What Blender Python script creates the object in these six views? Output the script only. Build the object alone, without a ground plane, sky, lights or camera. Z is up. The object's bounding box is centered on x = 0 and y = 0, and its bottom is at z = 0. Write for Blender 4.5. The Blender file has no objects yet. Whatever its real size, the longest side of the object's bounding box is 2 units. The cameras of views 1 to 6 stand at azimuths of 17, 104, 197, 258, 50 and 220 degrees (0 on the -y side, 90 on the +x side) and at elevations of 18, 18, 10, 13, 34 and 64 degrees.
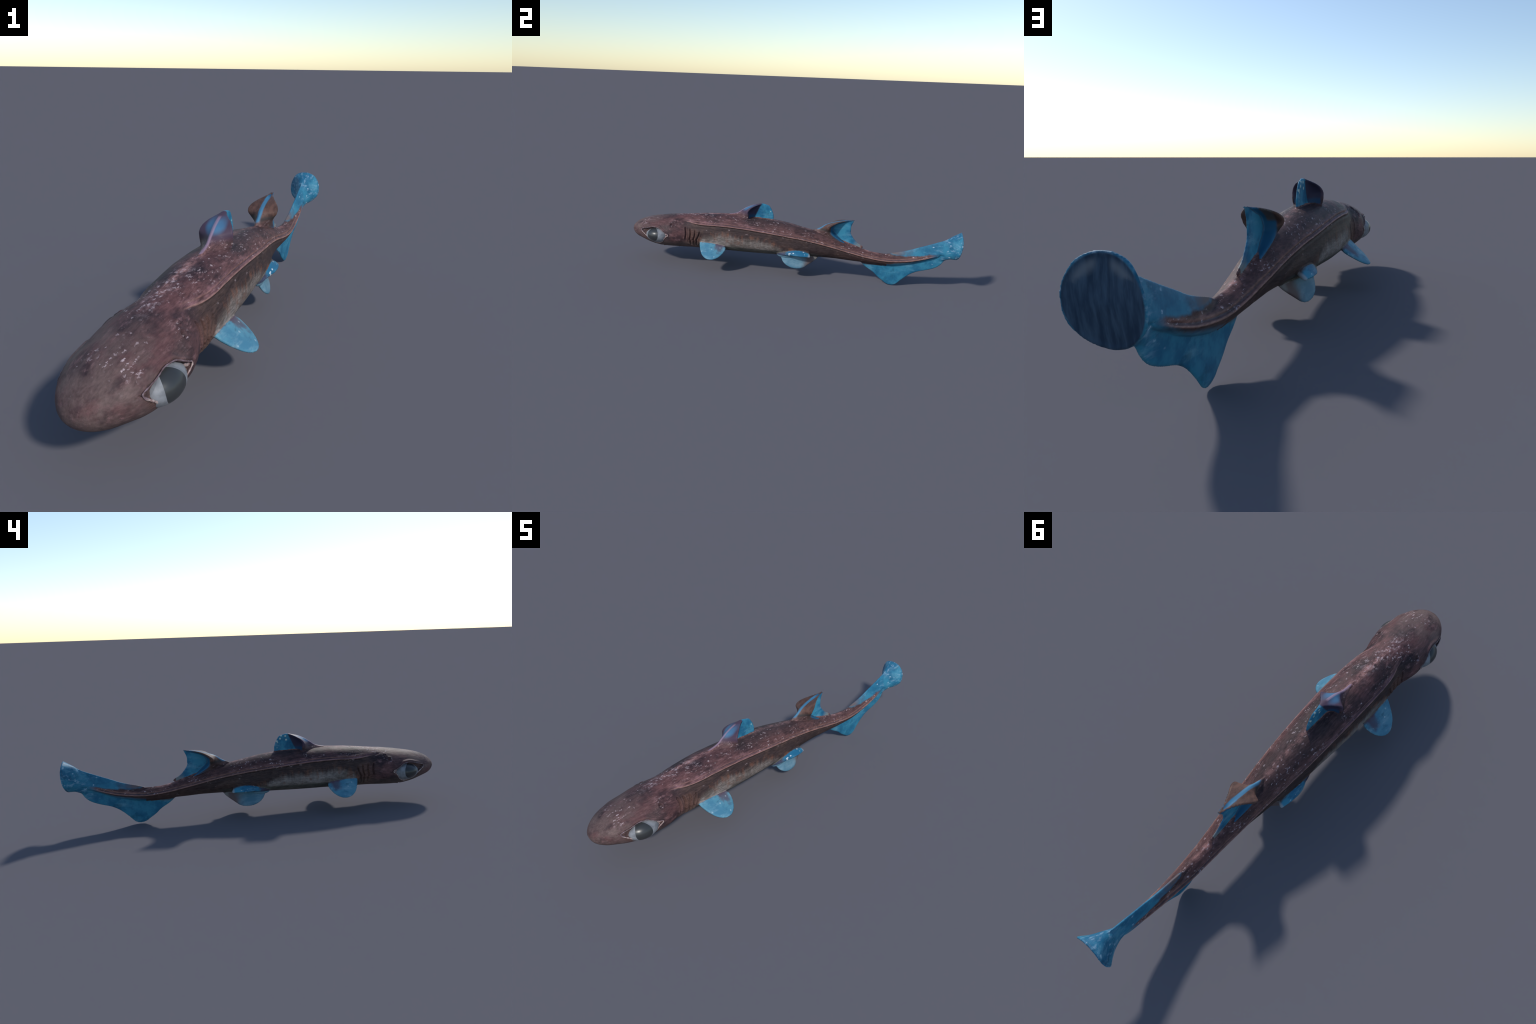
import bpy, bmesh, math, random
import numpy as np
from mathutils import Vector
from mathutils.bvhtree import BVHTree
from mathutils.noise import noise as mnoise

random.seed(7)
VOXEL = 0.0026

# ---------------------------------------------------------------- helpers
def curve(*pairs):
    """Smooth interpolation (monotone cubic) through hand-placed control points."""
    p = sorted(pairs)
    xs = np.array([a for a, _ in p], float); ys = np.array([b for _, b in p], float)
    h = np.diff(xs); d = np.diff(ys) / h
    m = np.empty_like(ys); m[0] = d[0]; m[-1] = d[-1]
    for i in range(1, len(ys) - 1):
        if d[i-1] * d[i] <= 0: m[i] = 0
        else:
            w1, w2 = 2*h[i] + h[i-1], h[i] + 2*h[i-1]
            m[i] = (w1 + w2) / (w1/d[i-1] + w2/d[i])
    def f(x):
        x = np.clip(np.asarray(x, float), xs[0], xs[-1])
        i = np.clip(np.searchsorted(xs, x) - 1, 0, len(xs) - 2)
        t = (x - xs[i]) / h[i]
        return ((1+2*t)*(1-t)**2*ys[i] + t*(1-t)**2*h[i]*m[i]
                + t*t*(3-2*t)*ys[i+1] + t*t*(t-1)*h[i]*m[i+1])
    return f

def resample(points, n):
    """Catmull-Rom through 3D points, n samples spaced evenly along the length."""
    P = np.array(points, float)
    Q = np.vstack([2*P[0]-P[1], P, 2*P[-1]-P[-2]])
    out = []
    for i in range(1, len(Q)-2):
        for t in np.linspace(0, 1, 16, endpoint=False):
            out.append(0.5*((2*Q[i]) + (Q[i+1]-Q[i-1])*t + (2*Q[i-1]-5*Q[i]+4*Q[i+1]-Q[i+2])*t*t
                            + (3*Q[i]-Q[i-1]-3*Q[i+1]+Q[i+2])*t**3))
    out.append(P[-1]); out = np.array(out)
    s = np.concatenate([[0], np.cumsum(np.linalg.norm(np.diff(out, axis=0), axis=1))])
    u = np.linspace(0, s[-1], n)
    return np.stack([np.interp(u, s, out[:, k]) for k in range(3)], 1)

def sstep(a, b, x):
    t = np.clip((x-a)/(b-a), 0, 1)
    return t*t*(3-2*t)

def gauss(x, w):
    return np.exp(-(x/w)**2)

class Solid:
    """A bag of vertices and faces that grows part by part."""
    def __init__(self): self.v, self.f = [], []
    def add(self, verts, faces):
        o = len(self.v)
        self.v += [tuple(map(float, p)) for p in verts]
        self.f += [tuple(i+o for i in q) for q in faces]
    def rings(self, rings, cap=True):
        """Loft closed rings (arrays n x 3); first and last get a fan cap."""
        n = len(rings[0]); verts = np.vstack(rings); faces = []
        for r in range(len(rings)-1):
            for i in range(n):
                j = (i+1) % n
                faces.append((r*n+i, r*n+j, (r+1)*n+j, (r+1)*n+i))
        verts = list(verts)
        if cap:
            for r, flip in ((0, True), (len(rings)-1, False)):
                c = len(verts); verts.append(np.mean(rings[r], axis=0))
                for i in range(n):
                    j = (i+1) % n
                    a, b = r*n+i, r*n+j
                    faces.append((b, a, c) if flip else (a, b, c))
        self.add(verts, faces)
    def fin(self, root, edge, half, nt=14, bow=None):
        """Thin solid fin between a root curve and an edge curve of equal sample count.
        half(s, t) is its half thickness; it closes to a rounded edge at t = 1."""
        root, edge = np.array(root), np.array(edge); n = len(root)
        T = 1 - (1-np.linspace(0, 1, nt))**1.35
        mid = np.stack([root + (edge-root)*t for t in T])           # nt x n x 3
        ds = np.gradient(mid, axis=1); dt = np.gradient(mid, axis=0)
        N = np.cross(ds, dt); N /= np.maximum(np.linalg.norm(N, axis=2, keepdims=True), 1e-9)
        Nm = N.mean(axis=(0, 1)); Nm /= np.linalg.norm(Nm)
        N = 0.5*N + 0.5*Nm; N /= np.linalg.norm(N, axis=2, keepdims=True)
        S = np.linspace(0, 1, n)
        H = np.array([[half(s, t) * math.sqrt(max(0, 1-t**8)) * min(1, (0.35+4*min(s, 1-s)+3*(1-t))) for s in S] for t in T])
        if bow is not None:
            B = np.array([[bow(s, t) for s in S] for t in T]); mid = mid + N*B[..., None]
        A, B = mid + N*H[..., None], mid - N*H[..., None]
        verts = np.concatenate([A.reshape(-1, 3), B.reshape(-1, 3)]); o = nt*n; faces = []
        for r in range(nt-1):
            for i in range(n-1):
                a, b, c, d = r*n+i, r*n+i+1, (r+1)*n+i+1, (r+1)*n+i
                faces += [(a, b, c, d), (o+d, o+c, o+b, o+a)]
        border = [(0, i) for i in range(n)] + [(r, n-1) for r in range(1, nt)] \
            + [(nt-1, i) for i in range(n-2, -1, -1)] + [(r, 0) for r in range(nt-2, 0, -1)]
        for (r0, i0), (r1, i1) in zip(border, border[1:]+border[:1]):
            a, b = r0*n+i0, r1*n+i1
            faces.append((b, a, o+a, o+b))
        self.add(verts, faces)
    def mirrored(self):
        m = Solid(); m.v = [(-x, y, z) for x, y, z in self.v]; m.f = [q[::-1] for q in self.f]
        return m
    def mesh(self, name):
        me = bpy.data.meshes.new(name); me.from_pydata(self.v, [], self.f); me.update()
        bm = bmesh.new(); bm.from_mesh(me)
        bmesh.ops.remove_doubles(bm, verts=bm.verts, dist=1e-6)
        bmesh.ops.recalc_face_normals(bm, faces=bm.faces)
        bm.to_mesh(me); bm.free(); return me
    def tree(self):
        tris = []
        for q in self.f:
            tris += [(q[0], q[i], q[i+1]) for i in range(1, len(q)-1)]
        return BVHTree.FromPolygons([Vector(p) for p in self.v], tris)

# ---------------------------------------------------------------- profiles of the trunk (snout at -y, tail at +y)
z_top = curve((-1.0, .187), (-.995, .203), (-.98, .222), (-.944, .245), (-.89, .264), (-.837, .276), (-.73, .294),
              (-.63, .306), (-.53, .317), (-.43, .325), (-.38, .328), (-.30, .328), (-.2, .325), (-.085, .319), (0, .309),
              (.08, .294), (.16, .280), (.25, .260), (.35, .232), (.46, .198), (.52, .186), (.58, .182), (.64, .176),
              (.70, .178), (.78, .195), (.85, .212), (.89, .224))
z_bot = curve((-1.0, .185), (-.995, .170), (-.983, .154), (-.957, .138), (-.915, .126), (-.86, .109), (-.82, .101),
              (-.78, .097), (-.67, .100), (-.57, .103), (-.37, .108), (-.18, .111), (-.03, .116), (.1, .121),
              (.2, .126), (.29, .127), (.37, .124), (.45, .122), (.55, .118), (.62, .120), (.70, .134), (.78, .158),
              (.85, .188), (.89, .205))
half_w = curve((-1.0, .002), (-.995, .026), (-.985, .043), (-.97, .060), (-.94, .083), (-.90, .102), (-.86, .112),
               (-.80, .118), (-.75, .123), (-.71, .125), (-.66, .117), (-.62, .106), (-.58, .101), (-.5, .104),
               (-.4, .106), (-.3, .105), (-.2, .101), (-.1, .095), (0, .088), (.1, .079), (.2, .067), (.3, .056),
               (.4, .047), (.5, .039), (.6, .033), (.7, .027), (.8, .022), (.89, .016))
z_wide = curve((-1.0, .186), (-.9, .190), (-.8, .183), (-.7, .187), (-.6, .185), (-.5, .181), (-.4, .179), (-.2, .178), (0, .179),
               (.1, .185), (.2, .191), (.3, .188), (.4, .170), (.5, .154), (.6, .147), (.7, .155), (.8, .180), (.89, .213))
z_ridge = curve((-.70, .284), (-.65, .279), (-.6, .272), (-.55, .268), (-.5, .267), (-.4, .271), (-.3, .270), (-.2, .264),
                (-.1, .256), (0, .246), (.1, .235), (.2, .219), (.3, .199), (.4, .177), (.5, .158), (.6, .149),
                (.7, .157), (.8, .181), (.88, .209))
n_up = curve((-1.0, 2.0), (-.8, 2.05), (-.64, 1.9), (-.55, 2.25), (-.4, 2.5), (0, 2.45), (.2, 2.05), (.35, 1.7), (.6, 1.6), (.9, 1.7))
n_low = curve((-1.0, 2.0), (-.8, 2.2), (-.6, 2.1), (-.4, 2.0), (0, 2.0), (.25, 1.9), (.4, 1.8), (.9, 1.7))

# almond opening of the eye, as seen from the side
eye_up = curve((-.910, .207), (-.862, .220), (-.816, .229), (-.782, .227), (-.757, .214), (-.735, .202), (-.709, .190))
eye_lo = curve((-.910, .204), (-.886, .186), (-.854, .160), (-.83, .139), (-.796, .126), (-.759, .143), (-.735, .173), (-.709, .187))

def trunk():
    s = Solid(); rings = []
    ys = np.concatenate([-1 + .12*(1-np.cos(np.linspace(0.02, math.pi/2, 40))), np.linspace(-.877, .885, 560)])
    ang = np.linspace(0, math.pi, 141)
    for y in ys:
        zt, zb, w, zf, nu, nl = (float(f(y)) for f in (z_top, z_bot, half_w, z_wide, n_up, n_low))
        zf = min(max(zf, zb+.25*(zt-zb)), zt-.25*(zt-zb))
        S, C = np.sin(ang), np.cos(ang)
        up = C >= 0
        n = np.where(up, nu, nl)
        x = w*np.abs(S)**(2/n); z = zf + np.where(up, zt-zf, zf-zb)*np.sign(C)*np.abs(C)**(2/n)
        # ridge along the side: a raised lip with a shallow hollow under it
        on = sstep(-.62, -.52, y)*(1-sstep(.84, .88, y))
        zr = float(z_ridge(y)); size = min(1, w/.05)
        x = x + on*size*(.0032*gauss(z-zr, .010*size+.002) - .0022*gauss(z-zr+.024*size, .014*size+.002))*sstep(0, .3*w, x)
        # cheek below the eye and the sunken eye socket
        if -.93 < y < -.69:
            a = float(eye_up(y)); b = float(eye_lo(y))
            inside = np.minimum(a-z, z-b)
            open_ = sstep(-.002, .006, inside)
            x = x - open_*np.minimum(.022, .008+.4*np.maximum(inside, 0))*(x > .04)
        # slight waist behind the head on the lower cheek
        ring = np.stack([x, np.full_like(x, y), z], 1)
        left = ring[1:-1][::-1]*np.array([-1, 1, 1])
        rings.append(np.vstack([ring, left]))
    s.rings(rings)
    return s

# ---------------------------------------------------------------- dorsal fins: scoop-shaped wedge with a blade behind it
def scoop_fin(levels, crest, wing_y, wing_w, blade, trail, bead, p=1.7, roll=.008):
    s = Solid(); rings = []
    for z in levels:
        yf, yw, w, yb, yt = (float(f(z)) for f in (crest, wing_y, wing_w, blade, trail))
        yb = max(yb, yf+.002); yt = max(yt, yb+.004)
        side = []
        k = np.linspace(0, 1, 26)
        b = min(bead, w*.5)
        for t in k:                                   # hollow flank from the crest bead out to the wing
            side.append((b*math.sqrt(min(1, t*6)) + (w-b)*t**p, yf + (yw-yf)*(t**.9)))
        side.append((w+.0020, yw+.4*roll)); side.append((w+.0005, yw+.8*roll))
        a, c = np.array((w-.002, yw+roll)), np.array((.0055, max(yb, yw+.4*roll)))
        ctrl = np.array((.012, min(yw+.004+roll, yb)))     # hollow back of the wing
        for t in np.linspace(0.06, 1, 18):
            q = (1-t)**2*a + 2*t*(1-t)*ctrl + t*t*c; side.append((max(q[0], .0042), max(q[1], yw+.8*roll) if yw < yb else q[1]))
        for t in np.linspace(0.08, 1, 14):            # thin blade
            side.append((.0052-.0024*t, yb + (yt-.003-yb)*t))
        side.append((.0016, yt-.0008)); side.append((0, yt))
        side = [(0, yf-.001)] + side
        right = np.array([(x, y, z) for x, y in side])
        left = right[1:-1][::-1]*np.array([-1, 1, 1])
        rings.append(np.vstack([right, left]))
    s.rings(rings)
    return s

def first_dorsal():
    crest = curve((.27, -.40), (.322, -.392), (.331, -.378), (.336, -.345), (.342, -.320), (.35, -.303), (.36, -.290),
                  (.37, -.274), (.38, -.259), (.39, -.239), (.40, -.215), (.407, -.190), (.413, -.164))
    wing_y = curve((.27, -.236), (.33, -.236), (.36, -.239), (.38, -.228), (.395, -.207), (.405, -.186), (.413, -.163))
    wing_w = curve((.27, .042), (.31, .046), (.33, .052), (.36, .0535), (.375, .050), (.387, .042), (.397, .030), (.405, .016), (.41, .008), (.413, .003))
    blade = curve((.27, -.21), (.338, -.196), (.402, -.167), (.413, -.156))
    trail = curve((.27, -.082), (.318, -.082), (.324, -.085), (.345, -.087), (.363, -.092), (.39, -.105), (.404, -.118), (.409, -.135), (.4125, -.150))
    lv = np.concatenate([np.linspace(.27, .33, 8), np.linspace(.334, .40, 34), np.linspace(.4015, .4125, 14)])
    return scoop_fin(lv, crest, wing_y, wing_w, blade, trail, .0056)

def second_dorsal():
    crest = curve((.18, .155), (.25, .15), (.282, .154), (.292, .176), (.302, .197), (.325, .232), (.344, .287), (.354, .333), (.36, .365), (.365, .390))
    wing_y = curve((.18, .36), (.2, .355), (.226, .342), (.243, .314), (.264, .279), (.284, .258), (.297, .251), (.315, .250), (.334, .268), (.348, .296), (.357, .332), (.361, .36), (.365, .389))
    wing_w = curve((.18, .018), (.2, .019), (.226, .022), (.243, .027), (.264, .033), (.284, .038), (.297, .045), (.312, .055), (.325, .057), (.337, .051), (.348, .037), (.357, .019), (.362, .006), (.365, .002))
    blade = curve((.18, .40), (.2, .37), (.221, .354), (.243, .324), (.269, .294), (.296, .270), (.32, .281), (.333, .296), (.345, .333), (.355, .363), (.365, .391))
    trail = curve((.18, .385), (.200, .395), (.2035, .425), (.206, .456), (.211, .455), (.234, .419), (.263, .392), (.28, .381), (.293, .377), (.315, .377), (.33, .379), (.35, .387), (.365, .394))
    lv = np.concatenate([np.linspace(.18, .20, 4), np.linspace(.202, .22, 10), np.linspace(.2225, .352, 60), np.linspace(.3535, .3645, 12)])
    return scoop_fin(lv, crest, wing_y, wing_w, blade, trail, .0048, 1.7, .014)

# ---------------------------------------------------------------- paired fins
def pectoral():
    s = Solid(); n = 40
    edge = resample([(.090, -.520, .171), (.103, -.517, .160), (.136, -.502, .133), (.167, -.482, .111), (.186, -.458, .096), (.196, -.434, .0895),
                     (.196, -.410, .0885), (.185, -.386, .0945), (.165, -.366, .107), (.139, -.353, .123), (.114, -.348, .139), (.098, -.358, .153), (.085, -.385, .164)], n)
    root = resample([(.070, -.510, .182), (.070, -.45, .182), (.070, -.39, .178)], n)
    s.fin(root, edge, lambda a, t: .0095 - .0042*t)
    return s

def pelvic():
    low = Solid(); n = 44
    edge = resample([(.052, -.012, .150), (.069, -.016, .128), (.077, -.009, .108), (.084, .004, .090), (.089, .025, .075), (.089, .050, .0645), (.086, .075, .060),
                     (.080, .100, .0605), (.072, .124, .068), (.059, .149, .085), (.045, .174, .103), (.031, .197, .122), (.026, .200, .130), (.018, .185, .142)], n)
    root = resample([(.045, .01, .155), (.040, .08, .155), (.020, .165, .150)], n)
    low.fin(root, edge, lambda a, t: .0085 - .0035*t)
    shelf = Solid()
    edge = resample([(.062, -.045, .155), (.078, -.032, .142), (.086, -.012, .135), (.091, .012, .136), (.099, .040, .1405), (.105, .07, .142), (.1055, .10, .142), (.103, .127, .142),
                     (.098, .150, .141), (.0935, .164, .1405), (.083, .161, .147), (.068, .153, .155), (.050, .140, .160)], n)
    root = resample([(.040, -.03, .185), (.038, .06, .188), (.034, .13, .178)], n)
    shelf.fin(root, edge, lambda a, t: .016 - .0115*t**1.3)
    # fold that ties shelf and fin together at the front
    fold = Solid(); rings = []
    for y in np.linspace(-.040, .055, 14):
        k = math.sqrt(max(.02, 1-((y-.005)/.05)**2)); a = np.linspace(0, 2*math.pi, 20, endpoint=False)
        rings.append(np.stack([.068+.016*k*np.cos(a), np.full(20, y), .137+.022*k*np.sin(a)], 1))
    fold.rings(rings)
    s = Solid()
    for q in (low, shelf, fold): s.add(q.v, q.f)
    return s

# ---------------------------------------------------------------- tail fin: two webs and a flared, dished end
web_top = curve((.46, .193), (.52, .187), (.58, .185), (.637, .199), (.71, .219), (.775, .245), (.852, .276), (.905, .299), (.948, .327), (.989, .351))
web_low = curve((.865, .135), (.877, .140), (.90, .161), (.913, .180), (.933, .191), (.946, .195), (.974, .196))

def tail_fin():
    s = Solid(); n = 80
    axis_z = lambda y: (z_top(y)+z_bot(y))/2
    ys = np.linspace(.47, .94, n)
    edge = np.stack([0*ys, ys, web_top(ys)], 1)
    root = np.stack([0*ys, ys, axis_z(np.minimum(ys, .88))+.01*sstep(.8, .94, ys)], 1)
    s.fin(root, edge, lambda a, t: .0200 - .0160*t, nt=18)
    pts = [(0, .44, .124), (0, .450, .117), (0, .484, .092), (0, .525, .067), (0, .554, .0415), (0, .585, .0205), (0, .602, .008), (0, .618, .002), (0, .636, .000), (0, .650, .0035), (0, .664, .0115),
           (0, .690, .040), (0, .727, .073), (0, .755, .091), (0, .783, .103), (0, .835, .119), (0, .877, .1385), (0, .900, .160), (0, .913, .180), (0, .933, .190), (0, .95, .195)]
    edge = resample(pts, n)
    ry = np.linspace(.47, .94, n)**1.0
    root = np.stack([0*ry, ry, axis_z(np.minimum(ry, .88))+.02*sstep(.8, .94, ry)], 1)
    s.fin(root, edge, lambda a, t: .0062 - .0022*t, nt=22)
    # flare: narrow upright blade opening into an egg-shaped rim
    rim = [(0, .351), (.012, .3503), (.026, .346), (.045, .336), (.060, .316), (.0705, .290), (.0725, .262), (.066, .237), (.052, .220), (.036, .207), (.018, .199), (0, .196)]
    half = resample([(x, 0, z) for x, z in rim], 36)
    rim_y = curve((.196, .973), (.215, .983), (.26, .994), (.30, .9975), (.33, .994), (.351, .988))
    rings = []
    def ring(u):
        """u = 0 at the stalk, 1 at the rim"""
        y0 = .80
        pts = []
        for x, _, z in half:
            v = (z-.196)/.155
            ye = float(rim_y(z)); y = y0 + (ye-y0)*u
            top, low = float(web_top(y)), (float(web_low(y)) if y > .865 else .135)
            zc = low + (top-low)*v
            k = u**3.0
            thin = .0055*math.sqrt(max(0, 1-(2*v-1)**2)) + .0015
            thin *= .3+.7*sstep(.3, .6, u)
            pinch = .30*(1-sstep(.35, .75, u))               # stalk sits inside the webs
            pts.append((max(thin*(1-k) + x*k, 0 if x == 0 else .0006), y, low+(top-low)*(pinch+(1-2*pinch)*v)))
        right = np.array(pts); right[0, 0] = right[-1, 0] = 0
        left = right[1:-1][::-1]*np.array([-1, 1, 1])
        return np.vstack([right, left])
    for u in np.concatenate([np.linspace(.30, .9, 36), np.linspace(.91, 1, 16)]): rings.append(ring(u))
    last = rings[-1]; c = np.array((0, 0, .272))
    for k, dy in ((.99, .0020), (.96, .0025), (.93, .0010), (.88, .0), (.7, .0), (.4, -.001), (.12, -.001)):
        q = last.copy(); q[:, 0] *= k; q[:, 2] = c[2] + (q[:, 2]-c[2])*k
        ym = .993
        q[:, 1] = (q[:, 1]-ym)*k + ym + dy
        rings.append(q)
    s.rings(rings)
    return s

# ---------------------------------------------------------------- join into one smooth skin
parts = {"trunk": trunk(), "first_dorsal": first_dorsal(), "second_dorsal": second_dorsal(), "tail_fin": tail_fin()}
pl = pectoral(); parts["pectoral_a"] = pl; parts["pectoral_b"] = pl.mirrored()
pv = pelvic(); parts["pelvic_a"] = pv; parts["pelvic_b"] = pv.mirrored()

trees = {k: p.tree() for k, p in parts.items()}
pieces = []
for k, p in parts.items():
    ob = bpy.data.objects.new(k, p.mesh(k)); bpy.context.scene.collection.objects.link(ob); pieces.append(ob)
bm = bmesh.new()
for ob in pieces: bm.from_mesh(ob.data)
whole_me = bpy.data.meshes.new("whole"); bm.to_mesh(whole_me); bm.free()
for ob in pieces:
    m = ob.data; bpy.data.objects.remove(ob); bpy.data.meshes.remove(m)
whole = bpy.data.objects.new("whole", whole_me); bpy.context.scene.collection.objects.link(whole)
mod = whole.modifiers.new("skin", 'REMESH'); mod.mode = 'VOXEL'; mod.voxel_size = VOXEL; mod.adaptivity = 0
dg = bpy.context.evaluated_depsgraph_get(); ev = whole.evaluated_get(dg)
skin = bpy.data.meshes.new_from_object(ev, depsgraph=dg)
bpy.data.objects.remove(whole); bpy.data.meshes.remove(whole_me)

nv = len(skin.vertices)
co = np.empty(nv*3); skin.vertices.foreach_get("co", co); co = co.reshape(-1, 3)
ne = len(skin.edges); ed = np.empty(ne*2, int); skin.edges.foreach_get("vertices", ed); ed = ed.reshape(-1, 2)
deg = np.zeros(nv); np.add.at(deg, ed[:, 0], 1); np.add.at(deg, ed[:, 1], 1)
def lap(c):
    a = np.zeros_like(c); np.add.at(a, ed[:, 0], c[ed[:, 1]]); np.add.at(a, ed[:, 1], c[ed[:, 0]])
    return a/deg[:, None] - c
for _ in range(5):                      # Taubin: takes off the voxel steps without shrinking
    co = co + .55*lap(co); co = co - .57*lap(co)

# how far each vertex lies off the trunk, for fillets and for splitting
off = np.zeros(nv)
for i, p in enumerate(co):
    loc, nor, idx, d = trees["trunk"].find_nearest(Vector(p)); off[i] = d
# fillet where fins leave the trunk
near = gauss(off-.004, .008)
near *= (np.abs(off) > .0012)
seed = near.copy()
for _ in range(14): co = co + (.5*near)[:, None]*lap(co)

# ---------------------------------------------------------------- fine relief on the joined skin
def normals(c):
    skin.vertices.foreach_set("co", c.ravel()); skin.update()
    n = np.empty(nv*3); skin.vertex_normals.foreach_get("vector", n); return n.reshape(-1, 3)
N = normals(co)
x, y, z = co.T; ax = np.abs(x)
d = np.zeros(nv)
body = off < .004
side = sstep(.25, .6, np.abs(N[:, 0]))
# ridge: bright double lip with a fine groove between
zr = z_ridge(y); on = sstep(-.60, -.53, y)*(1-sstep(.82, .87, y))*body*(ax > .3*half_w(y))
sc = np.clip(half_w(y)/.08, .35, 1)
hr = z-zr-.004
d += on*np.sqrt(sc)*(-.0042*gauss(hr-.0040, .0032) + .0020*gauss(hr-.0105, .004) + .0030*gauss(hr+.0025, .0034) - .0036*gauss(hr+.0105, .005))
# front end of the ridge curls up towards the spiracle
zc = .272+.16*np.clip(-.60-y, 0, 1)
d += -.0022*gauss(z-zc, .003)*sstep(-.665, -.64, y)*(1-sstep(-.60, -.57, y))*body*(ax > .05)
# gill slits, four on each side, each with a flap behind and a staggered lower part
for yg, lean, za, zb_ in ((-.613, .03, .245, .160), (-.583, .00, .238, .135), (-.552, -.11, .232, .130), (-.522, -.30, .226, .135)):
    yl = yg + lean*(za-z) + .004*np.sin((z-.18)*60)
    yl = yl + .006*sstep(.172, .162, z)
    span = sstep(zb_-.006, zb_+.012, z)*(1-sstep(za-.012, za+.004, z))
    m = span*body*(ax > .06)
    d += m*(-.0105*gauss(y-yl, .0038) + .0030*gauss(y-yl-.0085, .0045) + .0016*gauss(y-yl+.007, .004))
# spiracle and a smaller pit behind it
for yy, zz, r, dep in ((-.703, .250, .0055, .008), (-.686, .271, .003, .0012)):
    q = np.sqrt((y-yy)**2 + (z-zz)**2 + .0*x)
    d += body*(ax > .05)*(-1.3*dep*gauss(q, 1.15*r) + .0030*gauss(q-2.1*r, .6*r))
# mouth and nostrils underneath
under = sstep(-.2, -.5, N[:, 2])
ym = -.80 + 6.5*x*x
d += under*body*(ax < .075)*(-.005*gauss(y-ym, .0035) + .0015*gauss(y-ym-.009, .006))
for sx in (-1, 1):
    q = np.sqrt((x-sx*.040)**2*.5 + (y+.945-.3*(ax-.04))**2*3); d += under*body*(-.004*gauss(q, .006))
# wrinkled pocket in the corners of the eye
cor = (sstep(-.872, -.885, y) + sstep(-.747, -.737, y))*((z < eye_up(y)) & (z > eye_lo(y)))*(y > -.92)*(y < -.70)*(ax > .04)
d += cor*.0022*np.sin((z-.5*(y+.8)*np.sign(y+.8))*900)
# brow over the eye
d += .0055*gauss(z-eye_up(y)-.005, .006)*sstep(-.90, -.84, y)*(1-sstep(-.745, -.715, y))*(ax > .05)*body
# soft muscle unevenness
lump = np.array([mnoise(Vector((p[0]*14, p[1]*6, p[2]*14))) for p in co])
grain = np.array([mnoise(Vector((p[0]*60, p[1]*30, p[2]*60))) for p in co])
d += body*(.0009*lump + .0004*grain)
d += .0011*sstep(.004, .016, z)          # makes good what the smoothing took off the rims
co = co + N*d[:, None]
co = co + .35*lap(co)
co[:, 2] -= 0
N = normals(co)

# ---------------------------------------------------------------- split by region
nf = len(skin.polygons)
ls = np.empty(nf, int); skin.polygons.foreach_get("loop_start", ls)
lt = np.empty(nf, int); skin.polygons.foreach_get("loop_total", lt)
lv = np.empty(len(skin.loops), int); skin.loops.foreach_get("vertex_index", lv)
faces = [lv[a:a+b] for a, b in zip(ls, lt)]
cen = np.array([co[q].mean(axis=0) for q in faces])
offf = np.array([off[q].mean() for q in faces])
region = np.empty(nf, object)
for i in range(nf):
    cx, cy, cz = cen[i]
    r = "head" if cy < -.60 else ("torso" if cy < .22 else "tail")
    if cy > .60: r = "caudal_fin"
    elif offf[i] > .0045:
        if cy > .44: r = "caudal_fin"
        elif cz > .22 and -.42 < cy < -.05: r = "first_dorsal"
        elif cz > .19 and .12 < cy < .47: r = "second_dorsal"
        elif cz < .20 and -.54 < cy < -.32 and abs(cx) > .07: r = "pectoral_a" if cx > 0 else "pectoral_b"
        elif cz < .19 and -.06 < cy < .22: r = "pelvic_a" if cx > 0 else "pelvic_b"
    region[i] = r

root = bpy.data.objects.new("deep_sea_shark", None); root.empty_display_size = .1
bpy.context.scene.collection.objects.link(root)
root["label"] = "purple-brown deep-sea shark with big pale eyes and blue fins"
root["category"] = "shark"

def child(name, me, mat, parent=root):
    ob = bpy.data.objects.new(name, me); bpy.context.scene.collection.objects.link(ob)
    ob.parent = parent; me.materials.append(mat); return ob

# ---------------------------------------------------------------- materials
def lin(r, g, b):
    f = lambda c: (c/12.92 if c <= .04045 else ((c+.055)/1.055)**2.4)
    return (f(r/255), f(g/255), f(b/255), 1)

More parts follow.
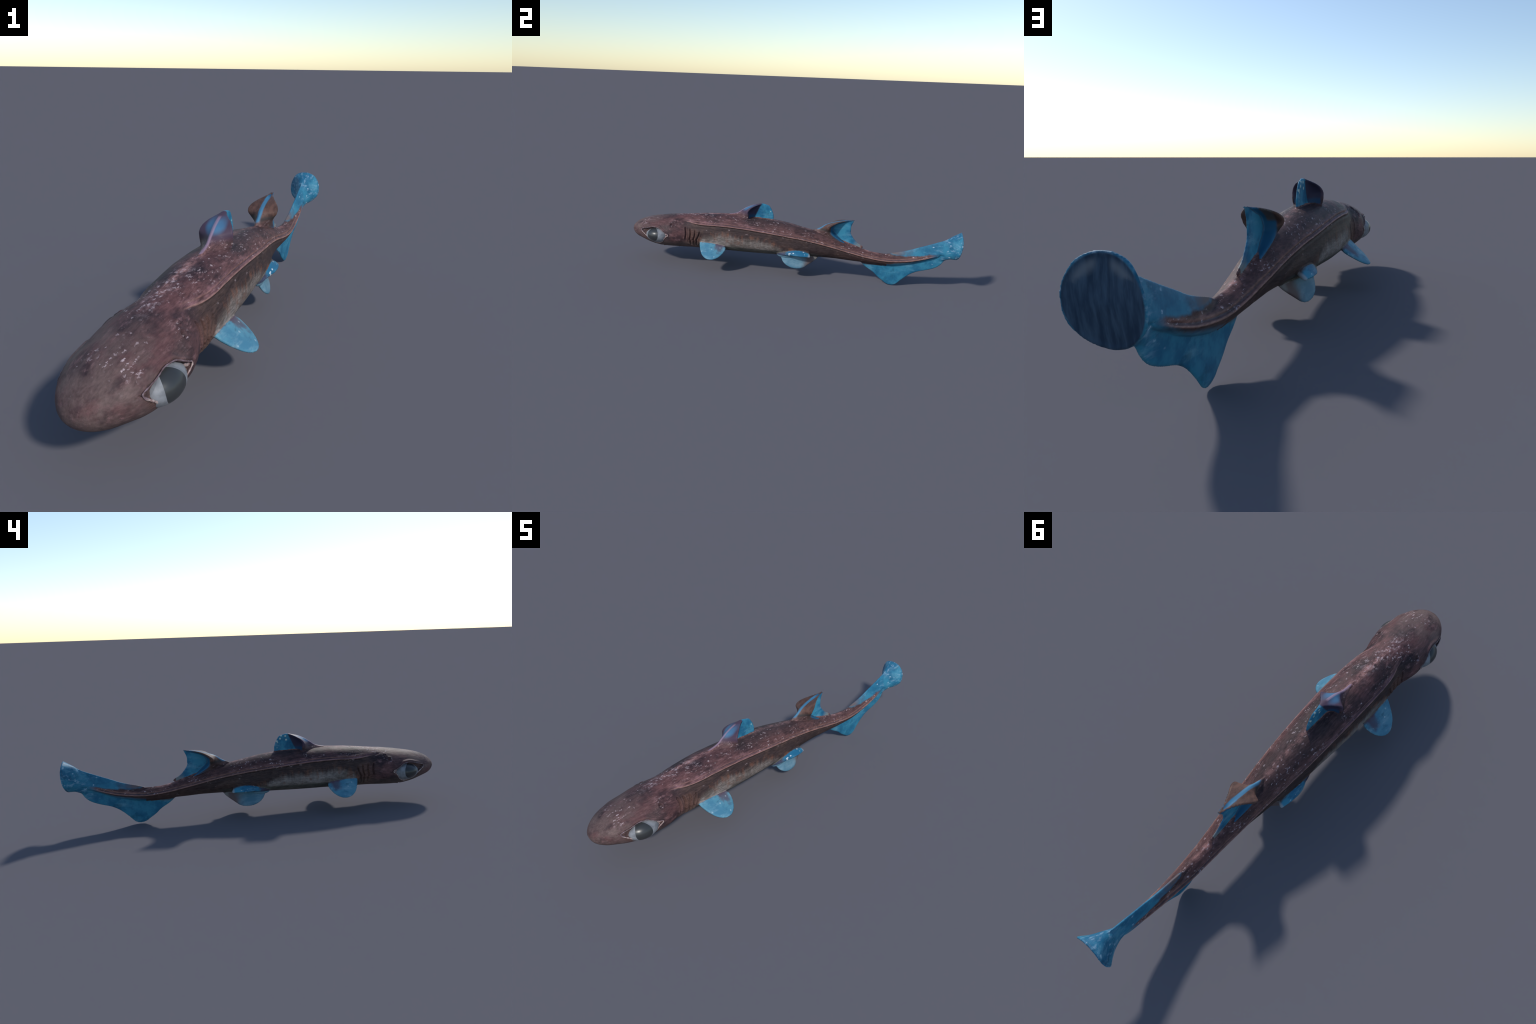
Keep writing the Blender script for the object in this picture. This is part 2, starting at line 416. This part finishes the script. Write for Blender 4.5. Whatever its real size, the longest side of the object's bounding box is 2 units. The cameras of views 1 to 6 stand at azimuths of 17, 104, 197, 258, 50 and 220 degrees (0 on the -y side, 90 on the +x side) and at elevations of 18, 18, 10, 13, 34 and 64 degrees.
class Graph:
    """Small helper: builds shader node trees from expressions."""
    def __init__(self, name):
        self.m = bpy.data.materials.new(name); self.m.use_nodes = True
        self.t = self.m.node_tree; self.t.nodes.clear()
        self.out = self.n("ShaderNodeOutputMaterial"); self.bsdf = self.n("ShaderNodeBsdfPrincipled")
        self.t.links.new(self.bsdf.outputs[0], self.out.inputs[0])
        tc = self.n("ShaderNodeTexCoord"); self.P = tc.outputs["Object"]
        sp = self.n("ShaderNodeSeparateXYZ"); self.link(self.P, sp.inputs[0])
        self.x, self.y, self.z = sp.outputs; self.ax = self.op('ABSOLUTE', self.x)
    def n(self, kind): return self.t.nodes.new(kind)
    def link(self, a, b):
        if isinstance(a, (int, float, tuple)): b.default_value = a
        else: self.t.links.new(a, b)
    def op(self, o, *args):
        q = self.n("ShaderNodeMath"); q.operation = o
        for a, s in zip(args, q.inputs): self.link(a, s)
        return q.outputs[0]
    def add(self, a, b): return self.op('ADD', a, b)
    def sub(self, a, b): return self.op('SUBTRACT', a, b)
    def mul(self, a, b): return self.op('MULTIPLY', a, b)
    def mx(self, a, b): return self.op('MAXIMUM', a, b)
    def step(self, a, b, v):
        q = self.n("ShaderNodeMapRange"); q.interpolation_type = 'SMOOTHSTEP'
        if a > b:
            q.inputs[1].default_value, q.inputs[2].default_value, q.inputs[3].default_value, q.inputs[4].default_value = b, a, 1, 0
        else:
            q.inputs[1].default_value, q.inputs[2].default_value = a, b
        self.link(v, q.inputs[0]); return q.outputs[0]
    def band(self, v, c, w):
        """1 at v = c, falling to 0 at distance w"""
        return self.step(w, 0.0, self.op('ABSOLUTE', self.sub(v, c)))
    def mixc(self, f, a, b, mode='MIX'):
        q = self.n("ShaderNodeMix"); q.data_type = 'RGBA'; q.blend_type = mode
        self.link(f, q.inputs[0]); self.link(a, q.inputs[6]); self.link(b, q.inputs[7]); return q.outputs[2]
    def coords(self, sx, sy, sz, rot=(0, 0, 0), loc=(0, 0, 0)):
        q = self.n("ShaderNodeMapping"); q.inputs[3].default_value = (sx, sy, sz); q.inputs[2].default_value = rot
        q.inputs[1].default_value = loc
        self.link(self.P, q.inputs[0]); return q.outputs[0]
    def noise(self, scale, detail=3, rough=.55, vec=None, dist=0):
        q = self.n("ShaderNodeTexNoise"); q.inputs["Scale"].default_value = scale; q.inputs["Detail"].default_value = detail
        q.inputs["Roughness"].default_value = rough; q.inputs["Distortion"].default_value = dist
        self.link(vec or self.P, q.inputs["Vector"]); return q.outputs[0]
    def specks(self, scale, size, vec=None, keep=.5):
        """scattered dots: voronoi cells, only some of them lit"""
        q = self.n("ShaderNodeTexVoronoi"); q.inputs["Scale"].default_value = scale; self.link(vec or self.P, q.inputs["Vector"])
        r = self.n("ShaderNodeSeparateColor"); self.link(q.outputs["Color"], r.inputs[0])
        return self.mul(self.step(size, size*.45, q.outputs["Distance"]), self.step(keep-.02, keep+.02, r.outputs[0]))
    def along(self, pairs, v, lo=-1.0, hi=1.0, vmax=.5):
        """value given by control points along v (float curve)"""
        q = self.n("ShaderNodeFloatCurve"); c = q.mapping.curves[0]
        pts = [((a-lo)/(hi-lo), b/vmax) for a, b in pairs]
        while len(c.points) < len(pts): c.points.new(0, 0)
        for p, (a, b) in zip(c.points, pts): p.location = (a, b); p.handle_type = 'AUTO'
        q.mapping.update()
        self.link(self.op('DIVIDE', self.sub(v, lo), hi-lo), q.inputs["Value"])
        return self.mul(q.outputs[0], vmax)
    def finish(self, color, rough=.38, bump=None, bump_h=.002, spec=.5):
        self.link(color, self.bsdf.inputs["Base Color"]); self.link(rough, self.bsdf.inputs["Roughness"])
        self.bsdf.inputs["Specular IOR Level"].default_value = spec
        if bump is not None:
            q = self.n("ShaderNodeBump"); q.inputs["Distance"].default_value = bump_h; q.inputs["Strength"].default_value = .5
            self.link(bump, q.inputs["Height"]); self.link(q.outputs[0], self.bsdf.inputs["Normal"])
        return self.m

PURPLE, DARKP, TAUPE, PINK = lin(97, 68, 69), lin(51, 41, 46), lin(102, 85, 83), lin(164, 120, 115)
FLANK, PALE, RUST, BELLY = lin(60, 49, 49), lin(138, 130, 126), lin(104, 70, 57), lin(72, 70, 68)

def skin_color(g):
    """purple-brown back, olive-brown flank below the ridge, pale patch, rust blotches, pale flecks"""
    y, z, ax = g.y, g.z, g.ax
    fur = g.noise(1, 4, .65, g.coords(170, 34, 170))              # fine strokes along the body
    blot = g.noise(9, 4, .6)
    blot2 = g.noise(22, 3, .6, g.coords(1, .6, 1, loc=(3, 1, 2)))
    wob = g.mul(g.sub(blot2, .5), .05)
    col = g.mixc(g.step(.36, .62, g.add(g.mul(blot, .6), g.mul(g.noise(1, 4, .65, g.coords(26, 9, 26, loc=(4, 4, 1))), .4))), DARKP, PURPLE)
    col = g.mixc(g.mul(g.step(.54, .72, g.noise(1, 4, .7, g.coords(44, 16, 44, loc=(8, 1, 3)))), .65), col, lin(134, 102, 104))
    # head is greyer, behind the head purple, rear part redder
    col = g.mixc(g.mul(g.step(-.66, -.88, y), g.step(.25, .7, blot2)), col, TAUPE)
    col = g.mixc(g.mul(g.step(-.35, .15, y), .5), col, g.mixc(g.step(.38, .62, blot2), lin(66, 50, 50), lin(96, 68, 65)))
    # mid-back pink line and pink band just above the ridge
    zr = g.along([(-.70, .284), (-.6, .272), (-.5, .267), (-.4, .271), (-.3, .270), (-.2, .264), (-.1, .256), (0, .246), (.1, .235),
                  (.2, .219), (.3, .199), (.4, .177), (.5, .158), (.6, .149), (.7, .157), (.8, .181), (.88, .209)], y)
    h = g.sub(z, zr)
    back = g.mul(g.mul(g.step(.022, .0, ax), g.step(-.70, -.5, y)), g.step(.62, .45, y))
    col = g.mixc(g.mul(back, g.step(.36, .66, g.noise(30, 3, .7))), col, PINK)
    ridge_on = g.step(-.65, -.58, y)
    band = g.mul(g.mul(g.step(-.002, .004, h), g.step(.026, .004, g.add(h, wob))), ridge_on)
    col = g.mixc(g.mul(band, g.add(.25, g.mul(g.step(.35, .65, g.noise(1, 3, .6, g.coords(40, 14, 40))), .55))), col, g.mixc(g.step(-.3, .25, y), lin(134, 98, 102), lin(130, 92, 84)))
    dusk = g.mul(g.band(g.add(h, wob), .062, .035), g.step(-.5, -.1, y))
    col = g.mixc(g.mul(dusk, .5), col, lin(62, 55, 56))
    # flank
    below = g.mul(g.step(.004, -.002, g.add(h, g.mul(wob, .06))), g.step(-.66, -.54, y))
    flank = g.mixc(g.step(.42, .72, blot2), FLANK, lin(78, 62, 58))
    flank = g.mixc(g.step(.25, .5, y), flank, lin(70, 53, 51))
    top = g.along([(-1, .0), (-.56, .12), (-.50, .195), (-.44, .222), (-.36, .226), (-.24, .218), (-.14, .215), (-.06, .200), (-.01, .178), (.08, .150), (.15, .1), (1, .0)], y)
    e = g.add(g.sub(top, z), g.mul(wob, .55))
    rust = g.mul(g.step(-.026, .006, e), g.step(.46, .62, g.noise(1, 4, .7, g.coords(30, 34, 13, loc=(7, 2, 5)))))
    pale = g.mul(g.step(-.008, .036, g.add(e, g.mul(g.sub(g.noise(1, 4, .7, g.coords(30, 60, 9)), .5), .05))), .92)
    flank = g.mixc(g.mul(rust, .7), flank, RUST)
    flank = g.mixc(pale, flank, g.mixc(g.step(.35, .65, g.noise(16, 5, .7)), lin(98, 90, 86), PALE))
    flank = g.mixc(g.mul(g.mul(rust, g.step(.5, .62, blot2)), .55), flank, RUST)
    flank = g.mixc(g.mul(g.step(.010, -.004, g.sub(g.add(z, g.mul(wob, .15)), .152)), g.step(.25, .12, y)), flank, g.mixc(g.step(.35, .65, blot), BELLY, lin(92, 90, 84)))
    col = g.mixc(below, col, flank)
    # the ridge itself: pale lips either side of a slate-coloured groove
    lips = g.mx(g.band(h, .0025, .0035), g.mul(g.band(h, .0135, .004), .5))
    col = g.mixc(g.mul(g.mul(lips, ridge_on), g.mul(g.step(.88, .8, y), .6)), col, lin(158, 122, 112))
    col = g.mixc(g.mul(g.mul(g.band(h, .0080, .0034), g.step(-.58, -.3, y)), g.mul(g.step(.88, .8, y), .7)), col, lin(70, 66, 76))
    # under the head: duller brown
    chin = g.mul(g.step(-.56, -.64, y), g.step(.165, .125, g.add(z, g.mul(wob, .3))))
    col = g.mixc(g.mul(chin, .75), col, lin(88, 78, 74))
    # gill area is browner
    gill = g.mul(g.band(y, -.565, .075), g.step(.250, .225, z))
    col = g.mixc(g.mul(gill, .55), col, lin(104, 76, 68))
    # eye socket: crease shadow around the eyeball painted into brown folds
    sock = g.add(g.op('POWER', g.mul(g.add(y, .808), 1/.094), 2), g.op('POWER', g.mul(g.sub(z, .182), 1/.043), 2))
    col = g.mixc(g.mul(g.step(1.0, .7, sock), .85), col, g.mixc(g.step(.35, .65, g.noise(1, 3, .6, g.coords(20, 30, 160))), lin(60, 46, 46), lin(98, 76, 72)))
    # flecks
    strk = g.coords(1.0, .6, 1.0)
    where = g.mul(g.mx(g.step(.46, .60, g.noise(9, 2, .5, g.coords(1, 1, 1, loc=(2, 9, 4)))), g.mul(back, .8)), g.mx(g.step(-.02, .01, h), g.mul(g.step(-.64, -.70, y), g.step(.215, .245, z))))
    warp = g.n("ShaderNodeVectorMath"); warp.operation = 'MULTIPLY_ADD'
    wn = g.n("ShaderNodeTexNoise"); wn.inputs["Scale"].default_value = 130; wn.inputs["Detail"].default_value = 3; g.link(g.P, wn.inputs["Vector"])
    g.link(wn.outputs["Color"], warp.inputs[0]); warp.inputs[1].default_value = (.016, .020, .016); g.link(strk, warp.inputs[2])
    strk = warp.outputs[0]
    fl = g.mul(g.specks(110, .40, strk, .58), where)
    fl = g.mx(fl, g.mul(g.specks(62, .30, strk, .66), where))
    crown = g.mul(g.mul(g.step(.034, .010, g.add(ax, wob)), g.step(-.78, -.66, y)), g.step(-.40, -.52, y))
    fl = g.mx(fl, g.mul(g.mul(g.specks(85, .46, strk, .35), crown), g.step(.22, .26, z)))
    fl = g.mx(fl, g.mul(g.mul(crown, g.step(.22, .26, z)), g.mul(g.step(.48, .66, g.noise(34, 3, .65)), .45)))
    fl = g.mx(fl, g.mul(g.specks(75, .30, strk, .90), g.step(-.05, .0, h)))
    fl = g.mul(fl, g.step(.30, .62, g.noise(60, 2, .6)))
    col = g.mixc(g.mul(fl, .8), col, lin(186, 168, 172))
    # fine stroke grain
    k = g.add(g.mul(g.sub(fur, .5), g.add(1.2, g.mul(g.step(-.85, -.6, y), .8))), 1.0)
    cc = g.n("ShaderNodeVectorMath"); cc.operation = 'SCALE'; g.link(col, cc.inputs[0]); g.link(k, cc.inputs[3])
    return cc.outputs[0], fur

BLUE, DEEP, LIGHTB, GREYB = lin(58, 130, 158), lin(36, 98, 132), lin(104, 154, 176), lin(110, 142, 160)

def blue_color(g, base=BLUE, light=LIGHTB, deep=DEEP, axis=(30, 10, 30)):
    a = g.noise(1, 5, .65, g.coords(*axis)); b = g.noise(14, 4, .6)
    col = g.mixc(g.step(.38, .60, b), deep, base)
    col = g.mixc(g.mul(g.step(.50, .75, a), .7), col, light)
    dark = g.noise(1, 4, .7, g.coords(axis[0]*1.7, axis[1]*1.5, axis[2]*.6, loc=(5, 3, 8)))
    col = g.mixc(g.mul(g.step(.52, .72, dark), .5), col, tuple(c*.45 for c in deep[:3])+(1,))
    return col, a

def make_skin():
    g = Graph("shark_skin"); col, fur = skin_color(g)
    return g.finish(col, g.add(.46, g.mul(fur, .2)), fur, .002, .12)

def make_fin(kind):
    g = Graph("shark_" + kind); skin_c, fur = skin_color(g)
    x, y, z, ax = g.x, g.y, g.z, g.ax
    wob = g.mul(g.sub(g.noise(28, 4, .6), .5), .05)
    blue, streak = blue_color(g)
    brown = lin(84, 64, 60)
    white = lin(200, 212, 218)
    dots = g.specks(55, .30, g.coords(1, 1, 1), .80)
    if kind == "pectoral_fin":
        blue, streak = blue_color(g, lin(86, 139, 160), lin(132, 166, 180), lin(70, 122, 148))
        q = g.add(g.sub(g.mul(ax, .74), g.mul(z, .67)), wob)
        q = g.sub(q, g.mul(g.step(-.46, -.38, y), .020))
        m = g.step(-.046, -.026, q)
        blotch = g.mul(g.step(.035, .012, g.add(g.op('ABSOLUTE', g.sub(y, -.388)), g.mul(wob, .6))), g.step(.024, -.016, g.add(q, wob)))
        m = g.mul(m, g.sub(1.0, g.mul(blotch, .75)))
        col = g.mixc(m, lin(88, 68, 80), blue)
        col = g.mixc(g.mul(dots, .35), col, white)
    elif kind == "pelvic_fin":
        lowm = g.step(.134, .128, z)
        low = g.mixc(g.step(.095, .15, g.add(y, g.mul(wob, .8))), g.mixc(g.step(.35, .65, streak), lin(76, 117, 138), lin(110, 142, 158)), lin(96, 82, 82))
        strip = g.mul(g.step(.076, .088, g.add(ax, g.mul(wob, .12))), g.step(.006, .032, g.add(y, g.mul(wob, .3))))
        up = g.mixc(strip, g.mixc(g.step(.10, .0, y), skin_c, g.mixc(g.step(.35, .65, streak), lin(60, 50, 58), lin(64, 78, 104))), g.mixc(g.mul(g.specks(70, .36, g.coords(1, .7, 1), .62), .8), blue, white))
        up = g.mixc(g.mul(g.step(.148, .158, y), .7), up, lin(160, 160, 162))
        col = g.mixc(lowm, up, low)
        col = g.mixc(g.mul(g.mul(g.step(.168, .185, y), lowm), .8), col, lin(120, 118, 116))
    elif kind == "first_dorsal_fin":
        wing_y = g.along([(.27, -.236), (.33, -.236), (.36, -.239), (.38, -.228), (.395, -.207), (.405, -.186), (.413, -.163)], z, .2, .5, -.5)
        behind = g.step(.002, .006, g.sub(y, wing_y))
        blade = g.step(-.186, -.178, g.sub(y, g.mul(g.sub(z, .37), .5)))
        bl = g.mixc(g.mul(g.specks(48, .33, g.coords(1, 1, 1), .72), .8), blue, lin(190, 206, 196))
        r2 = g.add(g.op('POWER', g.mul(g.sub(ax, .013), 52), 2), g.op('POWER', g.mul(g.sub(z, .384), 52), 2))
        glow = g.step(1.7, -.3, g.add(r2, g.mul(wob, 9)))
        wedge = g.mixc(g.mul(glow, g.add(.35, g.mul(streak, .7))), g.mixc(g.step(.335, .36, z), skin_c, lin(76, 62, 78)), lin(66, 126, 164))
        crest = g.mul(g.step(.007, .003, ax), g.step(-.19, -.21, y))
        wedge = g.mixc(g.mul(crest, .7), wedge, lin(150, 128, 148))
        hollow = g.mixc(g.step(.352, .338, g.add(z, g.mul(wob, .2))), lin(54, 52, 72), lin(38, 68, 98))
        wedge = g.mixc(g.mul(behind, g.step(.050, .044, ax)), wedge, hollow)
        col = g.mixc(blade, wedge, bl)
        col = g.mixc(g.step(.330, .322, z), col, lin(84, 66, 76))
    elif kind == "second_dorsal_fin":
        # blade begins behind the hollow of the wings
        edge = g.along([(.18, .41), (.2, .385), (.221, .358), (.243, .328), (.269, .298), (.296, .274), (.32, .284), (.333, .299), (.345, .335), (.365, .391)], z, .1, .5, .5)
        bladem = g.mul(g.step(-.004, .004, g.sub(y, edge)), g.step(.016, .010, ax))
        bl = g.mixc(g.step(.385, .44, g.add(y, wob)), blue, lin(118, 122, 122))
        bl = g.mixc(g.mul(g.band(g.sub(y, edge), .0, .006), .75), bl, lin(70, 50, 52))
        wedge = g.mixc(g.step(.288, .305, z), g.mixc(g.step(.25, .34, y), lin(96, 78, 74), lin(70, 92, 118)), g.mixc(g.step(.35, .65, g.noise(1, 4, .65, g.coords(40, 14, 30))), lin(74, 56, 52), lin(104, 78, 70)))
        wedge = g.mixc(g.mul(g.band(z, .295, .016), g.step(.006, .012, ax)), wedge, lin(60, 56, 56))
        wing_y = g.along([(.18, .36), (.2, .355), (.226, .342), (.243, .314), (.264, .279), (.284, .258), (.297, .251), (.315, .250), (.334, .268), (.348, .296), (.357, .332), (.365, .389)], z, .1, .5, .5)
        behind = g.mul(g.step(.002, .007, g.sub(y, wing_y)), g.step(.044, .036, g.add(ax, g.mul(wob, .1))))
        wedge = g.mixc(behind, wedge, g.mixc(g.mul(g.step(.315, .325, z), g.step(.014, .02, ax)), lin(40, 92, 124), lin(88, 82, 80)))
        crest = g.mul(g.step(.0105, .005, g.add(ax, g.mul(wob, .06))), g.step(.36, .33, y))
        crest = g.mul(crest, g.step(.288, .296, z))
        wedge = g.mixc(g.mul(crest, .95), wedge, lin(70, 122, 154))
        col = g.mixc(bladem, wedge, bl)
        col = g.mixc(g.mul(g.step(.300, .275, z), g.step(.27, .24, y)), col, skin_c)
    else:  # caudal fin
        blue, streak = blue_color(g, lin(54, 124, 152), lin(98, 150, 172), lin(38, 100, 132), (26, 9, 26))
        core_lo = g.along([(.0, .12), (.44, .122), (.477, .112), (.547, .118), (.644, .136), (.740, .155), (.833, .188), (.878, .205), (1, .26)], y)
        core_hi = g.along([(.0, .3), (.46, .22), (.55, .205), (.59, .196), (.64, .184), (.712, .187), (.784, .197), (.849, .212), (.878, .214), (1, .26)], y)
        core = g.mul(g.step(-.010, .010, g.add(g.sub(z, core_lo), g.mul(wob, .3))), g.step(.007, -.004, g.add(g.sub(z, core_hi), g.mul(wob, .3))))
        core = g.mul(core, g.step(.89, .82, y))
        web_up = g.step(.62, .76, g.add(y, g.mul(wob, 1.5)))
        upper = g.mixc(web_up, lin(104, 92, 92), blue)
        fin = g.mixc(g.step(.0, .01, g.sub(z, core_hi)), blue, upper)
        fl = g.mul(g.mul(g.specks(70, .36, g.coords(1, .5, 1), .62), g.step(.80, .86, y)), g.step(.45, .6, g.noise(45, 3, .6)))
        fl = g.mx(fl, g.mul(g.mul(g.step(.50, .70, g.noise(1, 4, .65, g.coords(60, 16, 60))), g.step(.82, .93, y)), .45))
        fin = g.mixc(g.mul(fl, .75), fin, lin(176, 200, 220))
        col = g.mixc(core, fin, skin_c)
        # back of the flared end: grey-blue with upright streaks and two grey patches near the top
        nrm = g.n("ShaderNodeNewGeometry")
        st = g.noise(1, 4, .6, g.coords(70, 10, 12))
        disc = g.mixc(g.step(.35, .68, st), lin(40, 60, 82), lin(66, 88, 110))
        zz = g.op('POWER', g.op('DIVIDE', g.sub(z, .272), .080), 2); xx = g.op('POWER', g.op('DIVIDE', ax, .073), 2)
        inner = g.step(.97, .86, g.add(zz, xx))
        patch = g.mul(g.mul(g.band(g.add(g.add(zz, xx), g.mul(wob, 3)), .58, .28), g.step(.300, .318, g.add(z, wob))), g.step(.006, .020, ax))
        disc = g.mixc(g.mul(patch, .8), disc, lin(108, 116, 126))
        rim = g.along([(.196, .974), (.215, .985), (.26, .996), (.30, 1.0), (.33, .996), (.351, .989)], z, .15, .4, 1.2)
        col = g.mixc(g.mul(g.step(-.0095, -.0065, g.add(g.sub(y, rim), g.mul(g.mx(g.sub(.9, g.add(zz, xx)), 0.0), .010))), inner), col, disc)
    return g.finish(col, g.add(.40, g.mul(streak, .2)), streak, .0015, .14)

def simple(name, color, rough, coat=0.0, var=None):
    g = Graph(name)
    col = color
    if var:
        col = g.mixc(g.step(.35, .65, g.noise(*var[:2])), color, var[2])
    g.bsdf.inputs["Coat Weight"].default_value = coat; g.bsdf.inputs["Coat Roughness"].default_value = .05
    return g.finish(col, rough)

SKIN = make_skin()
FIN = {k: make_fin(k) for k in ("pectoral_fin", "pelvic_fin", "first_dorsal_fin", "second_dorsal_fin", "caudal_fin")}
names = {"head": ("head", SKIN), "torso": ("torso", SKIN), "tail": ("tail", SKIN), "caudal_fin": ("caudal_fin", FIN["caudal_fin"]),
         "first_dorsal": ("dorsal_fin", FIN["first_dorsal_fin"]), "second_dorsal": ("dorsal_fin", FIN["second_dorsal_fin"]),
         "pectoral_a": ("pectoral_fin", FIN["pectoral_fin"]), "pectoral_b": ("pectoral_fin", FIN["pectoral_fin"]),
         "pelvic_a": ("pelvic_fin", FIN["pelvic_fin"]), "pelvic_b": ("pelvic_fin", FIN["pelvic_fin"])}
built = {}
for key, (nm, mat) in names.items():
    idx = [i for i in range(nf) if region[i] == key]
    used = np.unique(np.concatenate([faces[i] for i in idx])); remap = -np.ones(nv, int); remap[used] = np.arange(len(used))
    me = bpy.data.meshes.new(nm); me.from_pydata(co[used].tolist(), [], [remap[faces[i]].tolist() for i in idx]); me.update()
    me.polygons.foreach_set("use_smooth", [True]*len(me.polygons))
    me.normals_split_custom_set_from_vertices(N[used].tolist())
    built[key] = child(nm, me, mat)

# ---------------------------------------------------------------- eyes
C, R = np.array((.080, -.797, .176)), np.array((.061, .080, .0475))
PC, PR = (-.814, .1825), (.0370, .0385)              # pupil centre and half sizes seen from the side
body_tree = BVHTree.FromPolygons([Vector(p) for p in co], [tuple(int(k) for k in q) for q in faces])
def eye_side(sx):
    """Bulging almond eyeball: rings grow from the pupil out to the rim of an ellipsoid, then close behind."""
    n = 72; rows = []
    for s in list(np.linspace(0, 1, 12)) + list(1+np.linspace(0, 1, 26)[1:]):
        row = []
        for k in range(n):
            b = 2*math.pi*k/n
            py, pz = PC[0]+PR[0]*math.cos(b), PC[1]+PR[1]*math.sin(b)
            oy, oz = C[1]+R[1]*.985*math.cos(b), C[2]+R[2]*.985*math.sin(b)*abs(math.sin(b))**.45   # almond outline
            if s <= 1: yy, zz = PC[0]+(py-PC[0])*s, PC[1]+(pz-PC[1])*s
            else:
                t = math.sin((s-1)*math.pi/2); yy, zz = py+(oy-py)*t, pz+(oz-pz)*t
            q = max(0, 1-((yy-C[1])/R[1])**2-((zz-C[2])/R[2])**2)
            row.append((sx*(C[0]+R[0]*math.sqrt(q) + .0015*math.exp(-(s/.8)**4)), yy, zz))
        rows.append(row)
    for t in (.25, .5): rows.append([(sx*(C[0]-R[0]*t*.4), C[1]+(p[1]-C[1])*math.sqrt(1-t*t), C[2]+(p[2]-C[2])*math.sqrt(1-t*t)) for p in rows[36]])
    verts = [p for r in rows for p in r]; fp, fw = [], []
    for r in range(len(rows)-1):
        for k in range(n):
            q = (r*n+k, r*n+(k+1) % n, (r+1)*n+(k+1) % n, (r+1)*n+k)
            (fp if r < 11 else fw).append(q if sx > 0 else q[::-1])
    return verts, fp, fw

EYE = simple("eye_white", lin(132, 135, 141), .55, .0, (40, 3, lin(108, 111, 117)))
PUPIL = simple("eye_pupil", lin(50, 52, 54), .33, .0)
def make_lid():
    """brown upper lid, pale fleshy lower lid and corner"""
    g = Graph("eyelid_skin"); n = g.noise(70, 3, .6)
    low = g.mixc(g.step(.4, .65, n), lin(176, 160, 156), lin(128, 100, 98))
    up = g.mixc(g.step(.4, .65, n), lin(92, 72, 74), lin(122, 104, 112))
    return g.finish(g.mixc(g.step(.190, .200, g.z), low, up), .38)
LID = make_lid()
for sx in (1, -1):
    verts, fp, fw = eye_side(sx)
    def sub(fl, nm, mat, parent):
        used = sorted({i for q in fl for i in q}); m = {o: i for i, o in enumerate(used)}
        me = bpy.data.meshes.new(nm); me.from_pydata([verts[i] for i in used], [], [tuple(m[i] for i in q) for q in fl])
        bm = bmesh.new(); bm.from_mesh(me); bmesh.ops.remove_doubles(bm, verts=bm.verts, dist=1e-6); bm.to_mesh(me); bm.free()
        me.polygons.foreach_set("use_smooth", [True]*len(me.polygons)); me.update()
        return child(nm, me, mat, parent)
    white = sub(fw, "eye", EYE, root)
    sub(fp, "pupil", PUPIL, white)
    # thin fleshy rim round the opening, laid on the skin
    ring = [(yy, float(eye_up(yy))) for yy in np.linspace(-.908, -.711, 44)] + [(yy, float(eye_lo(yy))) for yy in np.linspace(-.711, -.908, 44)[1:-1]]
    path = []
    for k, (yy, zz) in enumerate(ring):
        o = .0035 if k < 44 else -.0035
        hit = body_tree.ray_cast(Vector((sx*.3, yy, zz+o)), Vector((-sx, 0, 0)))
        xx = abs(hit[0].x) if hit[0] else .1
        path.append((xx+.0022, yy, zz))
    path = np.array(path)
    for _ in range(3): path = (np.roll(path, 1, 0)+2*path+np.roll(path, -1, 0))/4
    m = len(path); tang = np.roll(path, -1, 0)-np.roll(path, 1, 0); tang /= np.linalg.norm(tang, axis=1, keepdims=True)
    lid = Solid(); rings_ = []
    for i in range(m):
        b = np.cross(tang[i], (1, 0, 0)); b /= np.linalg.norm(b); a_ = np.cross(b, tang[i])
        low = 1.15 if i >= 44 else .85
        rr = .0025*low*(1+.25*math.sin(i*1.9))
        rings_.append(np.array([path[i] + rr*(math.cos(t)*a_*.8+math.sin(t)*b) for t in np.linspace(0, 2*math.pi, 10, endpoint=False)])*np.array((sx, 1, 1)))
    rings_.append(rings_[0]); lid.rings(rings_, cap=False)
    # pale fold of skin in the rear corner of the eye
    for cy_, cz_, ry_, rz_, cx_ in ((-.727, .190, .013, .008, .116), (-.733, .176, .016, .006, .112)):
        fr = []
        for t in np.linspace(-.97, .97, 9):
            q = math.sqrt(1-t*t); a_ = np.linspace(0, 2*math.pi, 14, endpoint=False)
            fr.append(np.stack([sx*(cx_+.008*q*np.cos(a_)), np.full(14, cy_+ry_*t), cz_-.25*ry_*t+rz_*q*np.sin(a_)], 1))
        lid.rings(fr)
    me = lid.mesh("eyelid"); me.polygons.foreach_set("use_smooth", [True]*len(me.polygons))
    child("eyelid", me, LID)
